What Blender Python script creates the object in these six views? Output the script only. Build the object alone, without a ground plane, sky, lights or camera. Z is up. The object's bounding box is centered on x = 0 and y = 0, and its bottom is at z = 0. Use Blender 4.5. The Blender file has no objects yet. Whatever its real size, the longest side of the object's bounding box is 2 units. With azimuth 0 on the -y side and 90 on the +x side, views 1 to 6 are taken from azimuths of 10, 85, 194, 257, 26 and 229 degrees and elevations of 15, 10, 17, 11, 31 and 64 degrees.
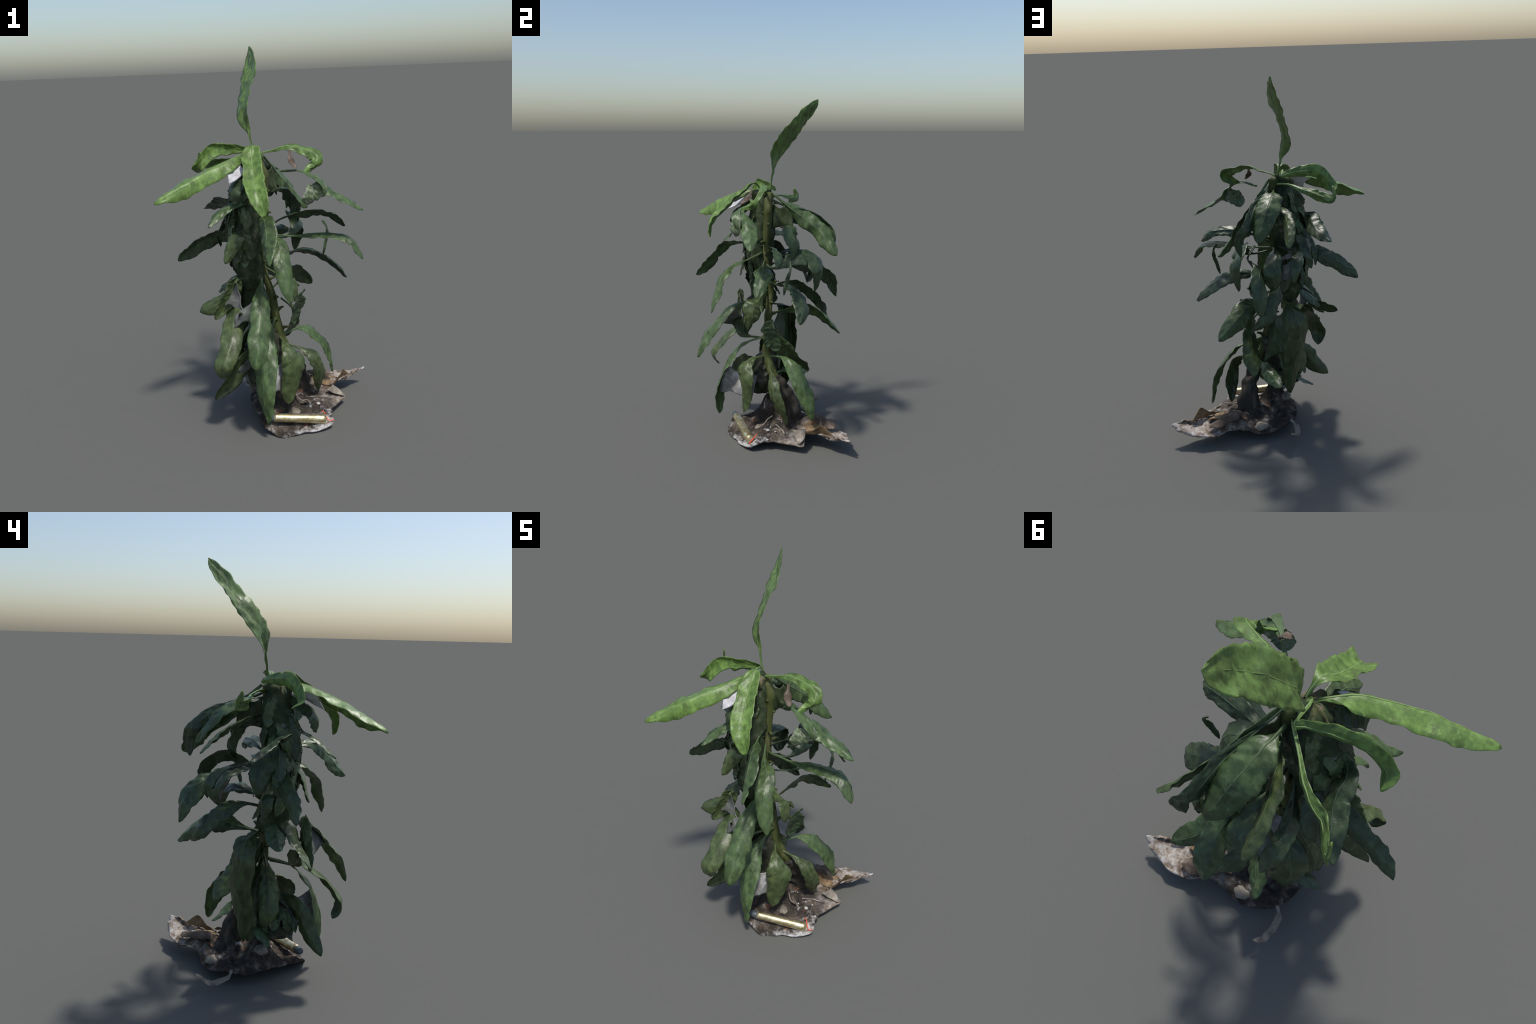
"""A tall leafy weed pulled up with a scrap of rooted soil, and a brass tube lying on the soil."""
import bpy, bmesh, math, random
import numpy as np
from mathutils import Vector, noise

rng = random.Random(7)

# ------------------------------------------------------------------ helpers
def smooth_path(knots, n):
    """Catmull-Rom curve through the knots, n points."""
    k = np.array(knots, float)
    p = np.vstack([2 * k[0] - k[1], k, 2 * k[-1] - k[-2]])
    t = np.linspace(0, len(k) - 1, n)
    i = np.minimum(t.astype(int), len(k) - 2)
    f = (t - i)[:, None]
    a, b, c, d = p[i], p[i + 1], p[i + 2], p[i + 3]
    return .5 * (2 * b + (c - a) * f + (2 * a - 5 * b + 4 * c - d) * f ** 2 + (3 * b - a - 3 * c + d) * f ** 3)

def tangents(c):
    t = np.gradient(c, axis=0)
    return t / np.linalg.norm(t, axis=1)[:, None]

def wob(x, y=0., z=0.):
    return noise.noise(Vector((x, y, z)))

def add_mesh(name, verts, faces, mat, parent=None, smooth=True):
    me = bpy.data.meshes.new(name)
    me.from_pydata([tuple(v) for v in verts], [], faces)
    me.materials.append(mat)
    me.polygons.foreach_set("use_smooth", [smooth] * len(me.polygons))
    bm = bmesh.new(); bm.from_mesh(me)
    bmesh.ops.recalc_face_normals(bm, faces=bm.faces)
    bm.to_mesh(me); bm.free()
    ob = bpy.data.objects.new(name, me)
    bpy.context.scene.collection.objects.link(ob)
    if parent: ob.parent = parent
    return ob

def tube(name, path, radii, mat, parent=None, sides=12, rough=0., seed=0.):
    """A swept tube with round ends and an optional knobbly skin."""
    path, t = np.array(path, float), tangents(np.array(path, float))
    ref = np.array([.31, .95, .05]); vs, fs = [], []
    for i, (p, d) in enumerate(zip(path, t)):
        u = np.cross(d, ref); u /= np.linalg.norm(u); w = np.cross(d, u)
        for j in range(sides):
            a = 2 * math.pi * j / sides
            o = u * math.cos(a) + w * math.sin(a)
            r = radii[i] * (1 + rough * wob(*(p * 22 + o * .9 + seed)))
            vs.append(p + o * r)
    n = len(path)
    for i in range(n - 1):
        for j in range(sides):
            k = (j + 1) % sides
            fs.append((i * sides + j, i * sides + k, (i + 1) * sides + k, (i + 1) * sides + j))
    vs += [path[0] - t[0] * radii[0] * .4, path[-1] + t[-1] * radii[-1] * .4]
    for j in range(sides):
        k = (j + 1) % sides
        fs += [(j, k, n * sides), ((n - 1) * sides + j, (n - 1) * sides + k, n * sides + 1)]
    return add_mesh(name, vs, fs, mat, parent)

# ---------------------------------------------------------------- materials
def nodes_of(name):
    m = bpy.data.materials.new(name); m.use_nodes = True
    return m, m.node_tree, m.node_tree.nodes["Principled BSDF"]

def noise_tex(nt, scale, detail=4, rough=.55, off=(0, 0, 0), stretch=(1, 1, 1)):
    co = nt.nodes.new("ShaderNodeTexCoord"); mp = nt.nodes.new("ShaderNodeMapping")
    mp.inputs["Location"].default_value = off; mp.inputs["Scale"].default_value = stretch
    tx = nt.nodes.new("ShaderNodeTexNoise")
    tx.inputs["Scale"].default_value = scale; tx.inputs["Detail"].default_value = detail; tx.inputs["Roughness"].default_value = rough
    nt.links.new(co.outputs["Object"], mp.inputs[0]); nt.links.new(mp.outputs[0], tx.inputs["Vector"])
    return tx.outputs["Fac"]

def ramp(nt, fac, stops):
    r = nt.nodes.new("ShaderNodeValToRGB"); e = r.color_ramp.elements
    while len(e) < len(stops): e.new(.5)
    for el, (p, c) in zip(e, stops):
        el.position = p; el.color = (*c, 1)
    nt.links.new(fac, r.inputs[0]); return r.outputs[0]

def mix(nt, fac, a, b, mode="MIX"):
    m = nt.nodes.new("ShaderNodeMix"); m.data_type = "RGBA"; m.blend_type = mode
    for s, v in (("Factor", fac),): 
        if isinstance(v, (int, float)): m.inputs[0].default_value = v
        else: nt.links.new(v, m.inputs[0])
    for idx, v in ((6, a), (7, b)):
        if isinstance(v, tuple): m.inputs[idx].default_value = (*v, 1)
        else: nt.links.new(v, m.inputs[idx])
    return m.outputs[2]

def mask(nt, fac, lo, hi):
    m = nt.nodes.new("ShaderNodeMapRange"); m.interpolation_type = "SMOOTHSTEP"
    m.inputs["From Min"].default_value = lo; m.inputs["From Max"].default_value = hi
    nt.links.new(fac, m.inputs["Value"]); return m.outputs[0]

def bump(nt, bsdf, fac, strength, dist=.002):
    b = nt.nodes.new("ShaderNodeBump"); b.inputs["Strength"].default_value = strength; b.inputs["Distance"].default_value = dist
    nt.links.new(fac, b.inputs["Height"]); nt.links.new(b.outputs[0], bsdf.inputs["Normal"])

def scaled(c, k): return tuple(min(1, x * k) for x in c)

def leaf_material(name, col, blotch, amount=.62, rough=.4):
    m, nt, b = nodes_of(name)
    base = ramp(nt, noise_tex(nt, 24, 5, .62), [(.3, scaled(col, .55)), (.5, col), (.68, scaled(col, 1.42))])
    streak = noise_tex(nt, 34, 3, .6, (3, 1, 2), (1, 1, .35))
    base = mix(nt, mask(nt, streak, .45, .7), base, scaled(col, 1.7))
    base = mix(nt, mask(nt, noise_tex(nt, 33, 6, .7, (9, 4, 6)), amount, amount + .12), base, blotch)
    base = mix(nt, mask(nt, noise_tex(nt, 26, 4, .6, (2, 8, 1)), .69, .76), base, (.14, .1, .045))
    info = nt.nodes.new("ShaderNodeObjectInfo"); hs = nt.nodes.new("ShaderNodeHueSaturation")
    v = nt.nodes.new("ShaderNodeMapRange"); v.inputs["To Min"].default_value = .82; v.inputs["To Max"].default_value = 1.18
    nt.links.new(info.outputs["Random"], v.inputs["Value"]); nt.links.new(v.outputs[0], hs.inputs["Value"])
    nt.links.new(base, hs.inputs["Color"]); nt.links.new(hs.outputs[0], b.inputs["Base Color"])
    b.inputs["Roughness"].default_value = rough; b.inputs["Specular IOR Level"].default_value = .42
    bump(nt, b, noise_tex(nt, 38, 5, .62), .55, .004)
    return m

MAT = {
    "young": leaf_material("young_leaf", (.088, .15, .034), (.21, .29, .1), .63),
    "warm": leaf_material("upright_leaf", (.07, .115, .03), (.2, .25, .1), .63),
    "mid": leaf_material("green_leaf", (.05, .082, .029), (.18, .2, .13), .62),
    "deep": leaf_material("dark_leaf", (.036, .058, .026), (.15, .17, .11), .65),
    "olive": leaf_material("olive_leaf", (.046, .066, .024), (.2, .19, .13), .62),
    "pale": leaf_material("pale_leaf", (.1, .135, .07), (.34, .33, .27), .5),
}

def plain(name, stops, scale, rough=.85, b_strength=.5, stretch=(1, 1, 1), metallic=0.):
    m, nt, b = nodes_of(name)
    f = noise_tex(nt, scale, 6, .65, (1, 2, 3), stretch)
    nt.links.new(ramp(nt, f, stops), b.inputs["Base Color"])
    b.inputs["Roughness"].default_value = rough; b.inputs["Metallic"].default_value = metallic
    b.inputs["Specular IOR Level"].default_value = .25
    bump(nt, b, noise_tex(nt, scale * 3, 5, .65), b_strength, .004)
    return m

STEM = plain("green_stem", [(.3, (.03, .04, .012)), (.5, (.065, .08, .022)), (.7, (.13, .135, .06))], 18, .65, .7, (1, 1, .3))
TRUNK = plain("woody_root", [(.3, (.018, .017, .014)), (.52, (.042, .037, .03)), (.7, (.11, .09, .07))], 22, .85, .8, (1, 1, .3))
RIB = {k: plain(k + "_midrib", [(.3, scaled(c, .9)), (.7, scaled(c, 1.3))], 30, .5, .1) for k, c in
       dict(warm=(.1, .15, .05), young=(.16, .24, .085), mid=(.085, .125, .06), deep=(.05, .078, .047), olive=(.08, .11, .045), pale=(.14, .18, .1)).items()}
DRY = plain("dried_leaf", [(.3, (.034, .026, .02)), (.5, (.085, .062, .045)), (.7, (.19, .15, .12))], 16, .8, .6)
TAN = plain("tan_leaf", [(.3, (.075, .05, .027)), (.5, (.19, .125, .065)), (.7, (.34, .25, .16))], 13, .8, .4)
GREYDRY = plain("grey_withered", [(.3, (.1, .09, .075)), (.55, (.24, .21, .17)), (.75, (.4, .36, .3))], 20, .85, .6)
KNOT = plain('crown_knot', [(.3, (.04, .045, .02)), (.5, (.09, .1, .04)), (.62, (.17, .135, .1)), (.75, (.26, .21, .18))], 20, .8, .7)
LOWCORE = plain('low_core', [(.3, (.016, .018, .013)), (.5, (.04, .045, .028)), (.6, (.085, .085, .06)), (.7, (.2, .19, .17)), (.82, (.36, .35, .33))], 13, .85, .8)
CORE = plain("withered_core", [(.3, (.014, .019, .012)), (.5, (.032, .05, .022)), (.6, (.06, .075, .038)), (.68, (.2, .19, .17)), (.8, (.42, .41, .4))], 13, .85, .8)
STONE = plain("pale_stone", [(.3, (.3, .29, .27)), (.7, (.55, .54, .52))], 25, .8, .4)
WEB = plain('grey_membrane', [(.3, (.06, .065, .05)), (.5, (.13, .135, .12)), (.7, (.26, .26, .25))], 12, .8, .4)
WHITEWEB = plain('white_membrane', [(.3, (.22, .21, .2)), (.48, (.5, .5, .52)), (.65, (.68, .68, .72))], 13, .8, .5)
PALEWEB = plain('pale_membrane', [(.3, (.1, .095, .08)), (.5, (.25, .24, .22)), (.68, (.5, .5, .5))], 13, .8, .5)
THREAD = plain("red_thread", [(.3, (.7, .08, .035)), (.7, (.85, .14, .07))], 40, .6, .2)
CAP = plain("dark_end", [(.3, (.03, .04, .05)), (.7, (.16, .18, .19))], 30, .4, .2, metallic=.3)

def soil_material():
    m, nt, b = nodes_of("soil_crust")
    base = ramp(nt, noise_tex(nt, 15, 7, .68), [(.32, (.02, .019, .018)), (.5, (.046, .038, .031)), (.61, (.12, .1, .083)), (.7, (.32, .305, .29))])
    base = mix(nt, mask(nt, noise_tex(nt, 12, 4, .6, (4, 4, 1)), .66, .74), base, (.15, .07, .035))
    # pale bleached crust and tan dead matter collect toward the long lobe
    co = nt.nodes.new("ShaderNodeTexCoord"); sep = nt.nodes.new("ShaderNodeSeparateXYZ")
    nt.links.new(co.outputs["Object"], sep.inputs[0])
    far = nt.nodes.new("ShaderNodeMath"); far.operation = "ADD"
    nt.links.new(sep.outputs[0], far.inputs[0]); nt.links.new(sep.outputs[1], far.inputs[1])
    wig = nt.nodes.new("ShaderNodeMath"); wig.operation = "MULTIPLY_ADD"; wig.inputs[1].default_value = .5
    nt.links.new(noise_tex(nt, 9, 4), wig.inputs[0]); nt.links.new(far.outputs[0], wig.inputs[2])
    lobe = mask(nt, wig.outputs[0], .55, .82)
    tan = ramp(nt, noise_tex(nt, 21, 6, .7, (7, 2, 2)), [(.34, (.085, .065, .05)), (.46, (.22, .17, .13)), (.56, (.38, .34, .3)), (.68, (.58, .56, .53))])
    base = mix(nt, lobe, base, tan)
    base = mix(nt, mask(nt, noise_tex(nt, 13, 6, .7, (1, 7, 3)), .6, .7), base, (.5, .49, .48))
    # bleached crumbs and rusty flecks toward the side where the tube ends
    side = nt.nodes.new("ShaderNodeMath"); side.operation = "SUBTRACT"
    nt.links.new(sep.outputs[0], side.inputs[0]); nt.links.new(sep.outputs[1], side.inputs[1])
    wig2 = nt.nodes.new("ShaderNodeMath"); wig2.operation = "MULTIPLY_ADD"; wig2.inputs[1].default_value = .55
    nt.links.new(noise_tex(nt, 17, 6, .7, (3, 3, 9)), wig2.inputs[0]); nt.links.new(side.outputs[0], wig2.inputs[2])
    base = mix(nt, mask(nt, wig2.outputs[0], .6, .72), base, ramp(nt, noise_tex(nt, 40, 6, .7, (5, 1, 1)), [(.35, (.16, .14, .13)), (.5, (.4, .39, .38)), (.65, (.62, .61, .6))]))
    base = mix(nt, mask(nt, noise_tex(nt, 19, 5, .65, (8, 2, 5)), .63, .7), base, (.2, .085, .045))
    nt.links.new(base, b.inputs["Base Color"]); b.inputs["Roughness"].default_value = .92; b.inputs["Specular IOR Level"].default_value = .15
    bump(nt, b, noise_tex(nt, 45, 6, .7), .9, .006)
    return m
SOIL = soil_material()

def brass_material():
    m, nt, b = nodes_of("worn_brass")
    base = ramp(nt, noise_tex(nt, 30, 5, .6), [(.3, (.3, .23, .1)), (.5, (.56, .47, .26)), (.7, (.82, .76, .55))])
    nt.links.new(base, b.inputs["Base Color"]); b.inputs["Metallic"].default_value = .85; b.inputs["Roughness"].default_value = .34
    bump(nt, b, noise_tex(nt, 35, 3), .2, .003)
    return m
BRASS = brass_material()

# -------------------------------------------------------------------- plant
def group(name, label, category, at=(0, 0, 0)):
    e = bpy.data.objects.new(name, None); e.empty_display_size = .1; e.location = at
    bpy.context.scene.collection.objects.link(e)
    e["label"] = label; e["category"] = category
    return e

plant = group("leafy_plant", "tall weed with drooping lance-shaped green leaves on a soil scrap", "plant")

def blade_width(t, peak):
    """Narrow petiole, long near-parallel blade, blunt rounded tip."""
    x = np.clip((t - .04) / peak, 0, 1); y = np.clip((t - .62) / .38, 0, 1)
    return np.maximum(x * x * (3 - 2 * x) * (1 - y ** 2.4) ** .62, .1 * (t < .5))

leaf_count = 0
def leaf(kind, spine, width, roll0=0, roll1=0, peak=.46, fold=-.28, wave=.014, thick=.0035, heading=None, mat=None, rib=True, name="leaf", start=0.):
    """One blade: a lens-section strip swept along its spine, rolled about it,
    folded along the midrib, puckered between the side veins, toothed at the edge."""
    global leaf_count
    leaf_count += 1
    seed = leaf_count * 3.7
    n, cols = 44, 12
    c = smooth_path(spine, n); t = tangents(c); s = np.linspace(0, 1, n)
    h = (c[-1] - c[0]) * [1, 1, 0]
    if np.linalg.norm(h) < .05: h = (c[n // 2] - c[0]) * [1, 1, 0]
    if heading: h = np.array(heading, float)
    side = np.cross(h / np.linalg.norm(h), [0, 0, 1])
    u = side - t * (t @ side)[:, None]; u /= np.linalg.norm(u, axis=1)[:, None]
    up = np.cross(u, t)
    a = np.radians(roll0 + (roll1 - roll0) * s)[:, None]
    u, up = u * np.cos(a) + up * np.sin(a), up * np.cos(a) - u * np.sin(a)
    half = .95 * width * blade_width(s, peak)
    half = np.maximum(half, .0035 + .0035 * (s < .3))
    pts = [[], []]
    for i in range(n):
        for j in range(cols + 1):
            e = -1 + 2 * j / cols; ae = abs(e)
            tooth = 1 + .13 * wob(s[i] * 24, (e > 0) * 4.3, seed) + .26 * wob(s[i] * 6, (e > 0) * 3.1, seed + 5)
            x = e * half[i] * tooth
            bend = fold * half[i] * (ae ** 1.4 - .5) * (.6 + .8 * s[i])
            pucker = .004 * math.sin(2 * math.pi * (10 * s[i] - 1.1 * ae)) * min(1, half[i] / .03) * ae * (1 - .5 * ae)
            ripple = wave * (e * wob(s[i] * 5.5, seed, (e > 0) * 2.) + .6 * wob(s[i] * 4, seed + 2, 1) + .45 * wob(s[i] * 15, e * 1.8, seed + 9)) * min(1, half[i] / .03)
            th = thick * (1 - .7 * ae ** 2) + .0025 * max(0, 1 - 6 * ae) + .003 * max(0, 1 - s[i] * 6)
            p = c[i] + u[i] * x + up[i] * (bend + pucker + ripple)
            pts[0].append(p + up[i] * th * .5); pts[1].append(p - up[i] * th * .5)
    w = cols + 1; m = n * w; fs = []
    for i in range(n - 1):
        for j in range(cols):
            q = (i * w + j, i * w + j + 1, (i + 1) * w + j + 1, (i + 1) * w + j)
            fs += [q, tuple(m + k for k in reversed(q))]
        for j in (0, cols):
            fs.append((i * w + j, (i + 1) * w + j, m + (i + 1) * w + j, m + i * w + j))
    for i in (0, n - 1):
        for j in range(cols):
            fs.append((i * w + j, i * w + j + 1, m + i * w + j + 1, m + i * w + j))
    ob = add_mesh(name, pts[0] + pts[1], fs, mat or MAT[kind], plant)
    if rib:
        k = range(0, n - 3, 2)
        mid = np.array([pts[0][i * w + cols // 2] for i in k])
        tube("midrib", mid - up[list(k)] * .0012, [.0042 * (1 - .75 * s[i]) for i in k], RIB[kind], ob, 6)
    return ob

# main stem: a leaning, slightly kinked stalk over a dark woody base
stem_path = smooth_path([[-0.048, 0.015, 1.451], [-0.02, 0.005, 1.332], [-0.018, -0.005, 1.085], [-0.04, 0.02, 0.872], [0.013, 0.0, 0.681], [0.043, -0.003, 0.49], [0.088, 0.03, 0.36], [0.118, 0.085, 0.28], [0.125, 0.128, 0.19], [0.115, 0.145, 0.07]], 90)
zs = stem_path[:, 2]
up_part = [p for p in stem_path if p[2] > .33]
tube("stem", up_part, [(.0235 + .004 * math.sin(p[2] * 5) + .005 * wob(p[2] * 16)) for p in up_part], STEM, plant, 18, .3)
low = [p for p in stem_path if p[2] <= .36]
tube("root_crown", low, [(.04 + .1 * max(0, .33 - p[2])) for p in low], TRUNK, plant, 18, .45, 3.)

# withered inner growth packed round the stem: lumpy hulls swept through rings (z, cx, cy, rx, ry)
def hull(name, rings_, mat, sides=40, lump=.3, seed=0.):
    r = smooth_path(rings_, 46); vs, fs = [], []
    for z, cx, cy, rx, ry in r:
        for j in range(sides):
            a = 2 * math.pi * j / sides; q = Vector((math.cos(a), math.sin(a), 0))
            k = 1 + lump * wob(q.x * 1.9, q.y * 1.9, z * 11 + seed) + lump * .6 * wob(q.x * 5, q.y * 5, z * 26 + seed) + lump * .25 * wob(q.x * 12, q.y * 12, z * 60 + seed)
            vs.append((cx + rx * k * q.x, cy + ry * k * q.y, z + .01 * wob(q.x * 3, q.y * 3, z * 15)))
    n = len(r)
    for i in range(n - 1):
        for j in range(sides):
            k = (j + 1) % sides
            fs.append((i * sides + j, i * sides + k, (i + 1) * sides + k, (i + 1) * sides + j))
    fs += [tuple(range(sides)), tuple(range((n - 1) * sides, n * sides))]
    ob = add_mesh(name, vs, fs, mat, plant); ob["kind"] = "stuff"
    return ob
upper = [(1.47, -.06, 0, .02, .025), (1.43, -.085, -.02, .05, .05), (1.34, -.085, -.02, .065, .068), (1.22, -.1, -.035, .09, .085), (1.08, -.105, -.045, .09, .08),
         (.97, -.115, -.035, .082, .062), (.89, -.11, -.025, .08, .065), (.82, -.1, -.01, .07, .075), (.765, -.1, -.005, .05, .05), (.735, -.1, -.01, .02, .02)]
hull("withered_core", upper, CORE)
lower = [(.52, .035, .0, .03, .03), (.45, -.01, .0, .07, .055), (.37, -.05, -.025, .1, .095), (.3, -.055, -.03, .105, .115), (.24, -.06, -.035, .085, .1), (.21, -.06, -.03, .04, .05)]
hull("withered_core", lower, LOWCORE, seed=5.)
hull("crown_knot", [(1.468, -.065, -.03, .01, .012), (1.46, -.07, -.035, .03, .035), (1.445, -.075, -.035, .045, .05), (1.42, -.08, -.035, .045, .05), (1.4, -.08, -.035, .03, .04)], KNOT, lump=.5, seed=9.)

# leaves, top to bottom
leaf('warm', [(-0.062, 0.022, 1.462), (-0.094, 0.038, 1.58), (-0.116, 0.08, 1.692), (-0.107, 0.14, 1.795), (-0.101, 0.221, 1.893), (-0.115, 0.311, 1.997)], 0.062, 57, 52, peak=0.45, fold=0.1, wave=0.02)
leaf('young', [(-0.055, -0.02, 1.45), (-0.096, -0.07, 1.467), (-0.146, -0.139, 1.444), (-0.219, -0.203, 1.407), (-0.299, -0.273, 1.369), (-0.39, -0.335, 1.326), (-0.478, -0.404, 1.283)], 0.057, 15, 32, fold=-0.65, peak=0.4)
leaf('young', [(-0.05, -0.015, 1.445), (-0.052, -0.075, 1.512), (-0.048, -0.153, 1.457), (-0.03, -0.225, 1.391), (-0.009, -0.295, 1.331), (0.018, -0.343, 1.272), (0.034, -0.341, 1.205)], 0.052, 0, -10, peak=0.28, fold=0.4)
leaf('young', [(-0.045, 0, 1.44), (-0.024, -0.014, 1.465), (0.045, -0.026, 1.482), (0.115, -0.042, 1.502), (0.19, -0.051, 1.49), (0.248, -0.069, 1.468), (0.268, -0.099, 1.431), (0.239, -0.115, 1.406), (0.209, -0.163, 1.39)], 0.036, -30, -30, peak=0.55)
leaf('mid', [(0.09, -0.09, 1.385), (0.197, -0.157, 1.392), (0.278, -0.183, 1.354), (0.321, -0.141, 1.3), (0.399, -0.13, 1.248), (0.491, -0.136, 1.195)], 0.047, 15, -15)
leaf('pale', [(0.264, -0.179, 1.379), (0.282, -0.184, 1.344), (0.273, -0.193, 1.306), (0.242, -0.208, 1.277), (0.223, -0.198, 1.236)], 0.050, -15, 0, rib=False)
leaf('olive', [(0.132, -0.097, 1.488), (0.14, -0.117, 1.456), (0.153, -0.141, 1.431), (0.171, -0.165, 1.41)], 0.020, 15, 15, mat=DRY, rib=False, name='dried_leaf')
leaf('mid', [(-0.02, 0.038, 1.45), (0.013, 0.116, 1.381), (0.039, 0.199, 1.318), (0.069, 0.278, 1.255), (0.116, 0.337, 1.184), (0.175, 0.383, 1.109)], 0.055, -90, -60)
leaf('deep', [(-0.013, 0.008, 1.425), (0.004, 0.126, 1.369), (0.015, 0.249, 1.326), (0.025, 0.346, 1.251), (0.065, 0.368, 1.195), (0.056, 0.365, 1.106)], 0.038, 75, 75)
leaf('mid', [(-0.045, 0.04, 1.39), (-0.055, 0.12, 1.385), (-0.06, 0.2, 1.355), (-0.05, 0.28, 1.285), (-0.03, 0.35, 1.18)], 0.066, 0, 15, peak=0.35)
leaf('olive', [(-0.005, 0.002, 1.323), (-0.061, 0.076, 1.303), (-0.115, 0.15, 1.291), (-0.156, 0.222, 1.267), (-0.182, 0.289, 1.216), (-0.193, 0.352, 1.158)], 0.036, -60, -30)
leaf('young', [(-0.05, 0.02, 1.42), (-0.082, 0.047, 1.427), (-0.147, 0.088, 1.43), (-0.204, 0.127, 1.419), (-0.266, 0.155, 1.407), (-0.326, 0.167, 1.39), (-0.396, 0.224, 1.393), (-0.392, 0.208, 1.454)], 0.032, -45, -60, peak=0.8)
leaf('young', [(-0.055, -0.01, 1.45), (-0.079, -0.025, 1.487), (-0.094, 0.054, 1.471), (-0.126, 0.039, 1.481), (-0.191, 0.004, 1.489), (-0.272, -0.029, 1.485), (-0.341, -0.055, 1.407), (-0.36, -0.012, 1.374)], 0.038, -90, -75, peak=0.75, wave=0.012)
leaf('mid', [(-0.028, -0.039, 1.18), (-0.009, -0.15, 1.163), (0.022, -0.241, 1.162), (0.041, -0.303, 1.114), (0.047, -0.359, 1.047), (0.063, -0.425, 0.989)], 0.053, -30, -60)
leaf('mid', [(-0.005, -0.013, 1.194), (-0.053, -0.063, 1.22), (-0.104, -0.112, 1.234), (-0.157, -0.159, 1.225), (-0.218, -0.206, 1.189), (-0.259, -0.257, 1.137)], 0.031, 30, 15)
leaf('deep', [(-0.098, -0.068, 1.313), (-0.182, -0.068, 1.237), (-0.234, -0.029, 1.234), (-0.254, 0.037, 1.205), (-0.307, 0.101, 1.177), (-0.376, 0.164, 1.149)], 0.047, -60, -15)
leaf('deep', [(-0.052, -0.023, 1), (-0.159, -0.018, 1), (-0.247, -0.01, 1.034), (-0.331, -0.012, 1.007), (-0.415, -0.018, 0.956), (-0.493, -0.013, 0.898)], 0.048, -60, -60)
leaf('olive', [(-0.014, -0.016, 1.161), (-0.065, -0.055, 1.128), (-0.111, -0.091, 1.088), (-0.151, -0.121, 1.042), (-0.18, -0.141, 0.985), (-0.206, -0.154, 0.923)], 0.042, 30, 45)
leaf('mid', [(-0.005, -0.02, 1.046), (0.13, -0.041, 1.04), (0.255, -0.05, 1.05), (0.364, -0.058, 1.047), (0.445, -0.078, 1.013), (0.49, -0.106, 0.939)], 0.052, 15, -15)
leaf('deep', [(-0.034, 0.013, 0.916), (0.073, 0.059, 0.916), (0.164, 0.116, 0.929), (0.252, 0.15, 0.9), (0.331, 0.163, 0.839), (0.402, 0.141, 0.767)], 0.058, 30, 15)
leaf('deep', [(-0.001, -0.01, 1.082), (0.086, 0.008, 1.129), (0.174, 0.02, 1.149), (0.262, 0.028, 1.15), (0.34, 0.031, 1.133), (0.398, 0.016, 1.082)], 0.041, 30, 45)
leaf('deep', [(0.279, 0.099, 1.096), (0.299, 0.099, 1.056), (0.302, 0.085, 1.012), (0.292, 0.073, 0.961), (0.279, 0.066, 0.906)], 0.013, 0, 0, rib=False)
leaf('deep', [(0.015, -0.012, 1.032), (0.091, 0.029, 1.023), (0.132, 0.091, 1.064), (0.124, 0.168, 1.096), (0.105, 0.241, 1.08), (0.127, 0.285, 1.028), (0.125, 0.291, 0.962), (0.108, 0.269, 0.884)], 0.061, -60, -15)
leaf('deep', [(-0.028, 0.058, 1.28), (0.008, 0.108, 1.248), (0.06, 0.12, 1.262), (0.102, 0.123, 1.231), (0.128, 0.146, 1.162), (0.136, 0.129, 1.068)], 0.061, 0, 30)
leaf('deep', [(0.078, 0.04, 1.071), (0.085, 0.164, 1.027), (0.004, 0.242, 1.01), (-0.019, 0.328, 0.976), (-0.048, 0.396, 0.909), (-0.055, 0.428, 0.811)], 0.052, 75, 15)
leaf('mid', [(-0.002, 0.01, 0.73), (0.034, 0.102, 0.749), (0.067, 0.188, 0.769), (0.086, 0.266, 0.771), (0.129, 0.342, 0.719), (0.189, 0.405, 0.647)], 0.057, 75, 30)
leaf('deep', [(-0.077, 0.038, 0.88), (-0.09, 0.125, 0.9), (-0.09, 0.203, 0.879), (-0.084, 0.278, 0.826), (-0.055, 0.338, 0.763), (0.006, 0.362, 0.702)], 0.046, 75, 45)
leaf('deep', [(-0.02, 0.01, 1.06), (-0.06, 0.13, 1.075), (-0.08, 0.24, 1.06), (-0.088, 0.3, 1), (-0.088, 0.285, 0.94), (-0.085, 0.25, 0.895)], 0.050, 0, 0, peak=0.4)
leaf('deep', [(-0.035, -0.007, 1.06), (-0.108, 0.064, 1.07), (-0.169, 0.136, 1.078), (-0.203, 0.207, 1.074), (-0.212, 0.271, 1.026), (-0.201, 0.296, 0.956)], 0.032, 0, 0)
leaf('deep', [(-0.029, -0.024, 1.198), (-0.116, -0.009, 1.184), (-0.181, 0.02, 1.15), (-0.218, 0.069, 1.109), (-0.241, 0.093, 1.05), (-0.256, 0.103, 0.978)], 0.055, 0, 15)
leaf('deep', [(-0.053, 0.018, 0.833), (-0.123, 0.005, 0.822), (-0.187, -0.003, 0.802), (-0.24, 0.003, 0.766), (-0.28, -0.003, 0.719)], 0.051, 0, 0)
leaf('olive', [(-0.044, 0.026, 0.884), (-0.111, -0.018, 0.848), (-0.171, -0.058, 0.817), (-0.196, -0.089, 0.771), (-0.219, -0.105, 0.715), (-0.284, -0.125, 0.684), (-0.361, -0.127, 0.65)], 0.065, -15, 60)
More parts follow.
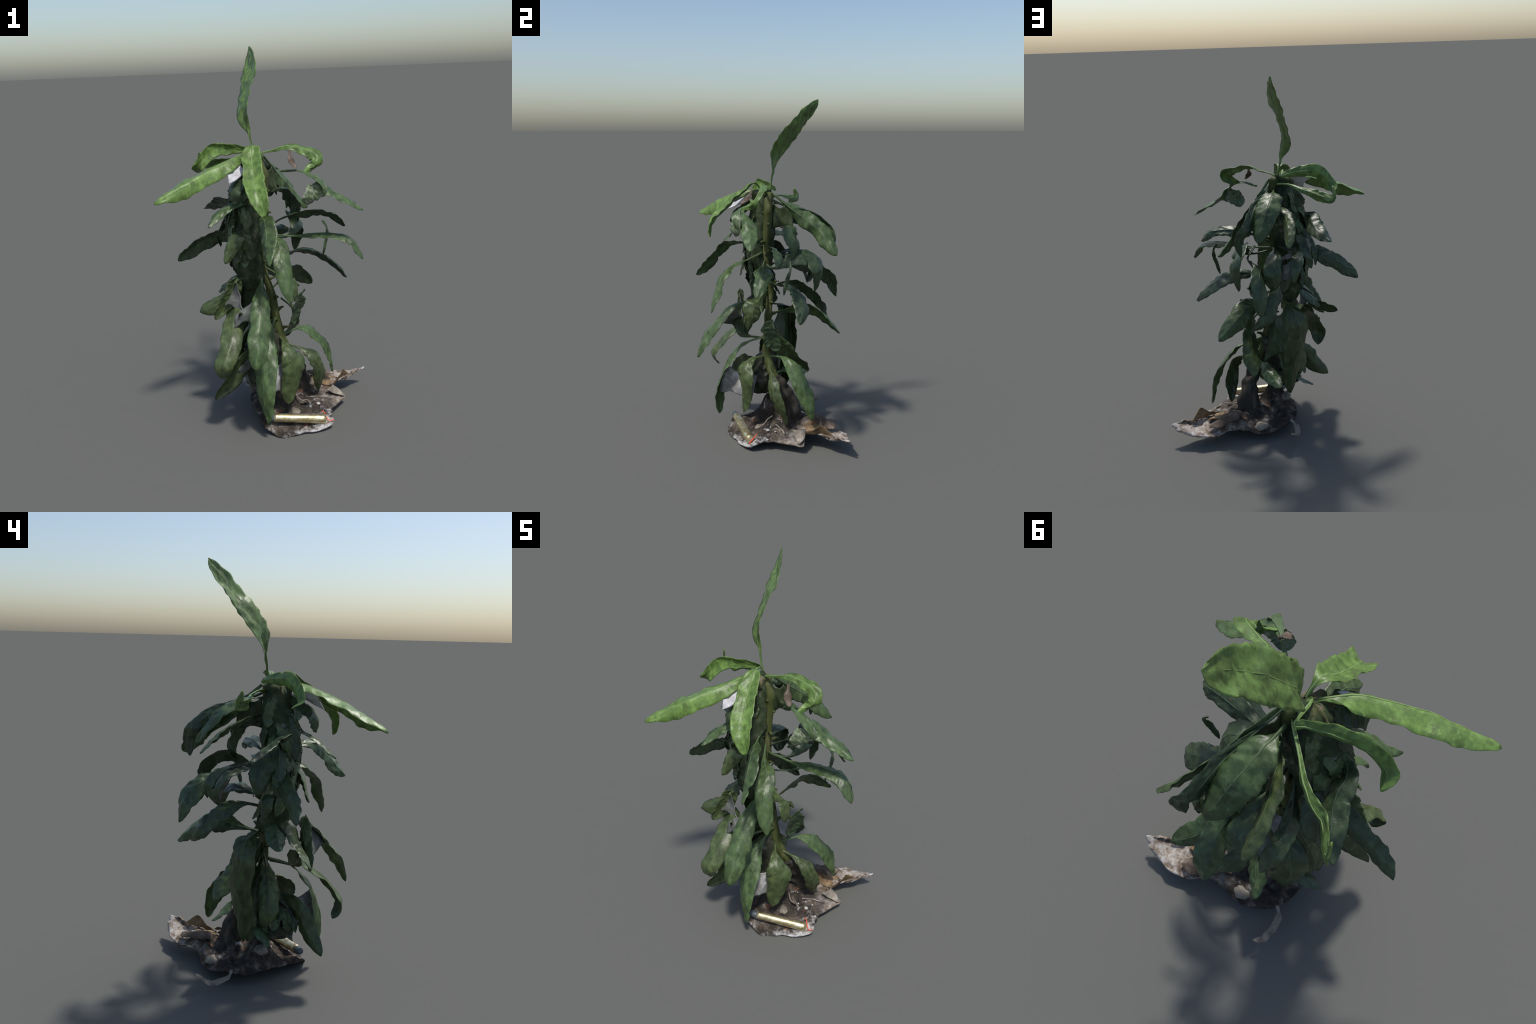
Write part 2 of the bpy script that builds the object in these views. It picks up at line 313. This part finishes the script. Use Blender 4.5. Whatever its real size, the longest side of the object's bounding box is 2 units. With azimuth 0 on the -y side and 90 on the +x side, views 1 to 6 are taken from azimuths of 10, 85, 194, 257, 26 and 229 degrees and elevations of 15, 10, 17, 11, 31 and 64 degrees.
leaf('olive', [(-0.153, -0.173, 0.827), (-0.15, -0.154, 0.842), (-0.171, -0.147, 0.792), (-0.211, -0.148, 0.709), (-0.274, -0.155, 0.62)], 0.044, -60, -60)
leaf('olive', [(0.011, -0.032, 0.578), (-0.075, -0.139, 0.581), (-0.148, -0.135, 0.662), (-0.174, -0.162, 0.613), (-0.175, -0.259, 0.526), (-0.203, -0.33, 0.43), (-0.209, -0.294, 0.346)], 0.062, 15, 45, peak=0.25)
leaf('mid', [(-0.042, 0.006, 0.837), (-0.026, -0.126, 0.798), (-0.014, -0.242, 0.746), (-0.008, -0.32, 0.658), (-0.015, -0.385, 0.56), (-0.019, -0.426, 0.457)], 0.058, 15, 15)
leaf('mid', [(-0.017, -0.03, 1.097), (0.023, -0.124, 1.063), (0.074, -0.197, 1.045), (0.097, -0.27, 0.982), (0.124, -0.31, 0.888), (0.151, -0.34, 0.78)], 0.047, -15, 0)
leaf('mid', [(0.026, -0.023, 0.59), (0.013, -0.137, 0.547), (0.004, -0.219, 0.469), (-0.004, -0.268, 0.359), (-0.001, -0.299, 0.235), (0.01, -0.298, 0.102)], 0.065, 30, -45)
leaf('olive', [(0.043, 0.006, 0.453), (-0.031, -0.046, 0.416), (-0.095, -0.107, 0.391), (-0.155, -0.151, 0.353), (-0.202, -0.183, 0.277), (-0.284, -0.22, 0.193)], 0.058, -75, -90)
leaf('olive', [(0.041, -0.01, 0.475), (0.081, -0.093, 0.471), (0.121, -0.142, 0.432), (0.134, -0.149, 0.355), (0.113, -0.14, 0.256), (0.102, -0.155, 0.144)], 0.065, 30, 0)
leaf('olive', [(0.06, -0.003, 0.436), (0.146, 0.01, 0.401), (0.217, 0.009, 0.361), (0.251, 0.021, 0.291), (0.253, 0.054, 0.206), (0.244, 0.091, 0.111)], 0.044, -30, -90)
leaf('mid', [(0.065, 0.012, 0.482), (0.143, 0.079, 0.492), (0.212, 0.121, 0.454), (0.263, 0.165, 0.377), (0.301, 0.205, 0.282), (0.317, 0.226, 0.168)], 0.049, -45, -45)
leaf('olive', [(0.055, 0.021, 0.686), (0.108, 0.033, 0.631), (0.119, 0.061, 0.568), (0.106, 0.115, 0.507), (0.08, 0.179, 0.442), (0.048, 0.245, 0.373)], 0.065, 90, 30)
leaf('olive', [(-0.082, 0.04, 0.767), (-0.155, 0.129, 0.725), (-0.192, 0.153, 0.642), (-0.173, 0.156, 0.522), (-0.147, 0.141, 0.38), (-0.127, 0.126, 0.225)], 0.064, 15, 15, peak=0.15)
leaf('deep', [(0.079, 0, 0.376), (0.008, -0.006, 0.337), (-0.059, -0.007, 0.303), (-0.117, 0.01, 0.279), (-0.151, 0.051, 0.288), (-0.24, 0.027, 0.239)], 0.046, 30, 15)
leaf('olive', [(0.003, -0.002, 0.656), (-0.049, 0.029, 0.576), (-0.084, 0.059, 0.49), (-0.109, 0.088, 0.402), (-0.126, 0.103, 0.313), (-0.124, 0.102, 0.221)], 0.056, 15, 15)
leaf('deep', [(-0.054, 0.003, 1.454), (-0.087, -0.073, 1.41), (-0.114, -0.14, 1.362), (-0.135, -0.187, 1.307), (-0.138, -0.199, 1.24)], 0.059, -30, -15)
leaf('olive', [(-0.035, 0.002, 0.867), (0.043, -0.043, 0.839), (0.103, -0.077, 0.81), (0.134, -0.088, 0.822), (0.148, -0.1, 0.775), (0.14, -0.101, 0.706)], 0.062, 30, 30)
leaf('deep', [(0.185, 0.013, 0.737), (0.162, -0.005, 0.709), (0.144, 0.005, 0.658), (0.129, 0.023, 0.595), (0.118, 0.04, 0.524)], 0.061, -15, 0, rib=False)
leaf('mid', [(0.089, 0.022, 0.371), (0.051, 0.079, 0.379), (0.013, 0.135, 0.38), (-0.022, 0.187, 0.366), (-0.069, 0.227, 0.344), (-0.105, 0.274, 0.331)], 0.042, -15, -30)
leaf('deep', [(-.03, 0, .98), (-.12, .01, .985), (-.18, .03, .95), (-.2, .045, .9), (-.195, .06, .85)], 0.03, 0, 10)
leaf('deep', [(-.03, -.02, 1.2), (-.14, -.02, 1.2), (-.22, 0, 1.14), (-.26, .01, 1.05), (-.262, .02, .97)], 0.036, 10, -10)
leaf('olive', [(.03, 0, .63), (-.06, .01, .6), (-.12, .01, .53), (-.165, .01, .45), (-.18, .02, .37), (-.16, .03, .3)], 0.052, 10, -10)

# short inner leaves crowding over the core
def inner(rings_, zlo, zhi, count, az_lo, az_hi, kinds, hug=1.):
    r = smooth_path(rings_[::-1], 60)
    for k in range(count):
        z0 = zlo + (zhi - zlo) * (k + rng.random()) / count
        az = math.radians(az_lo + (az_hi - az_lo) * ((k * .618) % 1) + rng.uniform(-12, 12))
        d = np.array([math.cos(az), math.sin(az), 0])
        def skin(z, f):
            q = r[np.abs(r[:, 0] - z).argmin()]
            rad = 1 / math.sqrt((d[0] / q[3]) ** 2 + (d[1] / q[4]) ** 2)
            return np.array([q[1], q[2], 0]) + d * rad * f + np.array([0, 0, z])
        st = stem_path[np.abs(zs - z0).argmin()]; ln = rng.uniform(.1, .2); sw = np.array([-d[1], d[0], 0]) * rng.uniform(-.05, .05)
        sp = [st, st * .3 + skin(z0, .9) * .7 + [0, 0, .02], skin(z0 - ln * .25, hug) + sw * .4, skin(z0 - ln * .65, hug * 1.06) + sw * .8, skin(z0 - ln, hug * rng.uniform(1., 1.25)) + sw]
        leaf(rng.choice(kinds), [tuple(p) for p in sp], rng.uniform(.022, .038), rng.uniform(-35, 35), rng.uniform(-35, 35), .6, rng.uniform(-.35, .1), .014, heading=tuple(d))
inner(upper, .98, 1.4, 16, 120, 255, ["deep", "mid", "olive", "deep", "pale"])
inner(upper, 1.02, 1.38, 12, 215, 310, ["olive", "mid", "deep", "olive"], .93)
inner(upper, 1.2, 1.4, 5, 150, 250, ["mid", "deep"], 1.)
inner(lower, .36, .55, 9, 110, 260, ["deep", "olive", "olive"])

# scan-fused webs between leaves, pale ones painted with bright sky from behind
def membrane(edge_a, edge_b, mat, waist=.3, name="fused_web"):
    n, m = 18, 14
    a, b = smooth_path(edge_a, n), smooth_path(edge_b, n); vs, fs = [], []
    for i in range(n):
        for j in range(m):
            f = j / (m - 1); p = a[i] * (1 - f) + b[i] * f
            pull = 1 - waist * math.sin(math.pi * f)            # waisted, as if stretched
            mid = a[n // 2] * (1 - f) + b[n // 2] * f
            p = mid + (p - mid) * pull
            q = p * 16
            vs.append(p + np.array([wob(*q), wob(*(q + 7)), wob(*(q + 13))]) * .012)
    for i in range(n - 1):
        for j in range(m - 1):
            fs.append((i * m + j, i * m + j + 1, (i + 1) * m + j + 1, (i + 1) * m + j))
    ob = add_mesh(name, vs, fs, mat, plant)
    s = ob.modifiers.new("thickness", "SOLIDIFY"); s.thickness = .004; s.offset = 0
membrane([(-0.101, 0.064, 0.757), (-0.168, 0.14, 0.708), (-0.186, 0.157, 0.586), (-0.16, 0.15, 0.453)], [(0.0, 0.01, 0.68), (0.01, 0.03, 0.58), (0.03, 0.05, 0.47), (0.04, 0.07, 0.38)], MAT['deep'])
membrane([(-0.001, -0.247, 0.417), (-0.004, -0.278, 0.329), (-0.001, -0.299, 0.235)], [(0.07, -0.07, 0.36), (0.08, -0.09, 0.28), (0.07, -0.1, 0.2)], PALEWEB)
membrane([(-0.021, -0.175, 0.78), (-0.013, -0.251, 0.739), (-0.008, -0.313, 0.667)], [(-0.137, -0.136, 0.653), (-0.166, -0.143, 0.647), (-0.175, -0.187, 0.59)], WEB)
membrane([(-0.015, 0.03, 1.4), (-0.015, 0.03, 1.32), (-0.02, 0.03, 1.24)], [(0.01, 0.1, 1.38), (0.03, 0.14, 1.31), (0.03, 0.15, 1.22)], MAT['olive'])
membrane([(-0.151, -0.165, 0.836), (-0.171, -0.147, 0.792), (-0.222, -0.149, 0.692)], [(-0.101, -0.145, 0.606), (-0.129, -0.138, 0.643), (-0.147, -0.135, 0.662)], WEB)
membrane([(-0.095, -0.107, 0.391), (-0.132, -0.135, 0.372), (-0.167, -0.16, 0.337)], [(-0.06, -0.08, 0.27), (-0.08, -0.09, 0.22), (-0.1, -0.13, 0.19)], WEB)
membrane([(-0.11, -0.091, 1.461), (-0.146, -0.139, 1.444), (-0.204, -0.19, 1.415)], [(-0.07, -0.14, 1.4), (-0.11, -0.19, 1.37), (-0.15, -0.22, 1.352)], WHITEWEB)
membrane([(0.0, 0.096, 1.382), (0.017, 0.277, 1.309), (0.058, 0.366, 1.211)], [(-0.04, 0.108, 1.348), (-0.034, 0.197, 1.279), (-0.023, 0.305, 1.207)], MAT['mid'])
membrane([(-0.053, 0.143, 1.039), (-0.058, 0.165, 1.029), (-0.064, 0.19, 1.013)], [(-0.174, 0.143, 1.078), (-0.189, 0.172, 1.08), (-0.203, 0.207, 1.074)], PALEWEB)
membrane([(-0.203, 0.207, 1.074), (-0.212, 0.271, 1.026), (-0.204, 0.291, 0.974)], [(-0.064, 0.19, 1.013), (-0.073, 0.225, 0.962), (-0.082, 0.24, 0.915)], WEB)

# petiole stubs and leaf scars along the stalk
for k in range(26):
    z = .5 + .92 * (k + rng.random() * .8) / 26
    p = stem_path[np.abs(zs - z).argmin()]; az = k * 2.4
    d = np.array([math.cos(az), math.sin(az), .25]); ln = rng.uniform(.012, .04)
    tube("petiole_stub", [p + d * .012, p + d * (.02 + ln * .5) + [0, 0, .004], p + d * (.02 + ln)], [.012, .008, .004 + .003 * rng.random()], STEM, plant, 8, .3, k)

# --------------------------------------------------------------------- soil
rim = smooth_path([(.086, -.254, .0), (.18, -.212, .012), (.28, -.172, .018), (.338, -.127, .035), (.322, -.05, .05), (.331, .01, .054),
                   (.388, .153, .05), (.35, .175, .066), (.300, .195, .084), (.34, .26, .098), (.42, .345, .11), (.49, .402, .116),
                   (.46, .43, .1), (.36, .432, .072), (.26, .412, .076), (.164, .318, .068), (.07, .302, .06), (-.02, .288, .044),
                   (-.09, .24, .058), (-.14, .19, .076), (-.15, .12, .068), (-.135, .03, .066), (-.11, -.05, .068), (-.05, -.15, .052),
                   (-.035, -.212, .055), (.02, -.238, .02), (.086, -.254, .0)], 150)[:-1]
# (centre x, centre y, radius, height) of mounds and hollows in the crust
mounds = [(.105, .14, .085, .05), (-.04, .005, .06, .12), (-.085, .06, .05, .05), (.025, -.005, .05, .09), (.105, .14, .05, .03), (.17, .26, .06, .045), (.24, -.02, .06, .02),
          (.05, -.1, .06, -.02), (.2, .1, .05, -.015), (.0, .22, .06, .03), (.3, .0, .035, .02), (.36, .35, .05, -.02), (.05, .03, .05, .03)]
hub = np.array([.11, .10, .085])
def crust(x, y, z, r):
    for mx, my, mr, mh in mounds:
        z += mh * math.exp(-((x - mx) ** 2 + (y - my) ** 2) / mr ** 2) * (1 - r ** 4)
    z += .016 * wob(x * 14, y * 14, 1.) + .012 * wob(x * 36, y * 36, 4.) + .006 * wob(x * 80, y * 80, 8.)
    return max(z, .002)
rings, seg = 34, len(rim); top = [tuple(hub[:2]) + (crust(*hub, 0.),)]
for k in range(1, rings + 1):
    r = k / rings
    for i, e in enumerate(rim):
        j = 1 + .02 * wob(i * .35, 5., 2.) * r
        p = hub + (e - hub) * r * j
        z = hub[2] + (e[2] - hub[2]) * r ** 1.6
        top.append((p[0], p[1], crust(p[0], p[1], z, r) if k < rings else max(0, e[2] + (.005 * wob(i * .9, 2., 2.) + .016 * wob(i * .23, 6., 1.)) * min(1, e[2] / .04))))
fs = [(0, 1 + i, 1 + (i + 1) % seg) for i in range(seg)]
for k in range(rings - 1):
    for i in range(seg):
        a, b = 1 + k * seg + i, 1 + k * seg + (i + 1) % seg
        fs.append((a, b, b + seg, a + seg))
soil = add_mesh("soil_crust", top, fs, SOIL, plant)
sol = soil.modifiers.new("thickness", "SOLIDIFY"); sol.thickness = .009; sol.offset = -1 if soil.data.polygons[0].normal.z > 0 else 1

def on_soil(x, y):
    d = np.hypot(np.array([v[0] for v in top]) - x, np.array([v[1] for v in top]) - y)
    return top[int(d.argmin())][2]

# litter on the crust
def pebble(x, y, r, mat, name="pebble", lift=.2):
    bm = bmesh.new(); bmesh.ops.create_icosphere(bm, subdivisions=3, radius=r)
    for v in bm.verts:
        v.co *= 1 + .35 * wob(*(v.co * (1.3 / r) + Vector((x * 40, y * 40, 0)))); v.co.z *= .6
        v.co += Vector((x, y, on_soil(x, y) + r * lift))
    me = bpy.data.meshes.new(name); bm.to_mesh(me); bm.free(); me.materials.append(mat)
    me.polygons.foreach_set("use_smooth", [True] * len(me.polygons))
    ob = bpy.data.objects.new(name, me); bpy.context.scene.collection.objects.link(ob); ob.parent = plant
    return ob
for x, y, r in ((.25, -.02, .011), (.205, -.035, .007), (.27, .02, .006), (.19, .0, .006), (.31, -.03, .008), (.225, .03, .005)):
    pebble(x, y, r, STONE)
pebble(-.06, .02, .04, GREYDRY, "clod", -.35); pebble(.13, -.06, .03, GREYDRY, "clod", .0)
pebble(.02, .245, .04, GREYDRY, "clod", -.1)

# dry scraps: an upright tan leaf tip, plank-like flakes, a curled dry strip and a twig
membrane([(.295, .185, .078), (.34, .25, .092), (.4, .34, .105)], [(.368, .26, .152), (.38, .275, .163), (.39, .29, .152)], TAN, 0., "dried_leaf")
membrane([(.16, .19, .1), (.23, .2, .1), (.3, .2, .09)], [(.2, .29, .14), (.26, .3, .12), (.33, .3, .1)], TAN, .1, "dried_leaf")
membrane([(.29, .12, .1), (.32, .17, .105), (.3, .2, .1)], [(.375, .135, .066), (.39, .155, .064), (.35, .18, .078)], GREYDRY, .0, "dried_leaf")
leaf("", [(.10, .22, .12), (.16, .26, .14), (.23, .32, .12), (.29, .37, .1)], .05, 20, -10, .4, -.3, .004, mat=DRY, rib=False, name="dried_leaf")
leaf("", [(-.135, .18, .085), (-.165, .2, .068), (-.187, .24, .06), (-.195, .29, .056), (-.2, .33, .081), (-.181, .36, .104)], .017, 0, 40, .25, .3, .004, mat=GREYDRY, rib=False, name="dried_leaf")
for path, r in (([(.16, -.02, .1), (.19, -.03, .11), (.21, -.05, .1)], .005), ([(.12, .02, .12), (.15, -.02, .105), (.2, -.03, .095)], .004), ([(.2, .03, .1), (.25, .06, .09), (.3, .07, .085)], .003)):
    tube("twig", smooth_path(path, 12), [r] * 12, GREYDRY, plant, 8, .3)
tube("thread", smooth_path([(.268, -.085, .075), (.285, -.095, .075), (.3, -.115, .055), (.32, -.135, .048), (.338, -.128, .052)], 16), [.0024] * 16, THREAD, plant, 8)

# ---------------------------------------------------------------- brass tube
case = group("brass_tube", "worn brass tube with a dark end lying on soil", "metal tube")
a, b = np.array([-.012, -.204, .088]), np.array([.292, -.127, .053])
path = np.array([a + (b - a) * k for k in np.linspace(0, 1, 26)])
tube("tube_body", path[3:], [.0225 + .0045 * (i / 22) + .0012 * wob(i * .5) for i in range(23)], BRASS, case, 28, .02)
tube("tube_cap", path[:4] , [.015, .0195, .0213, .0217], CAP, case, 24, .05)
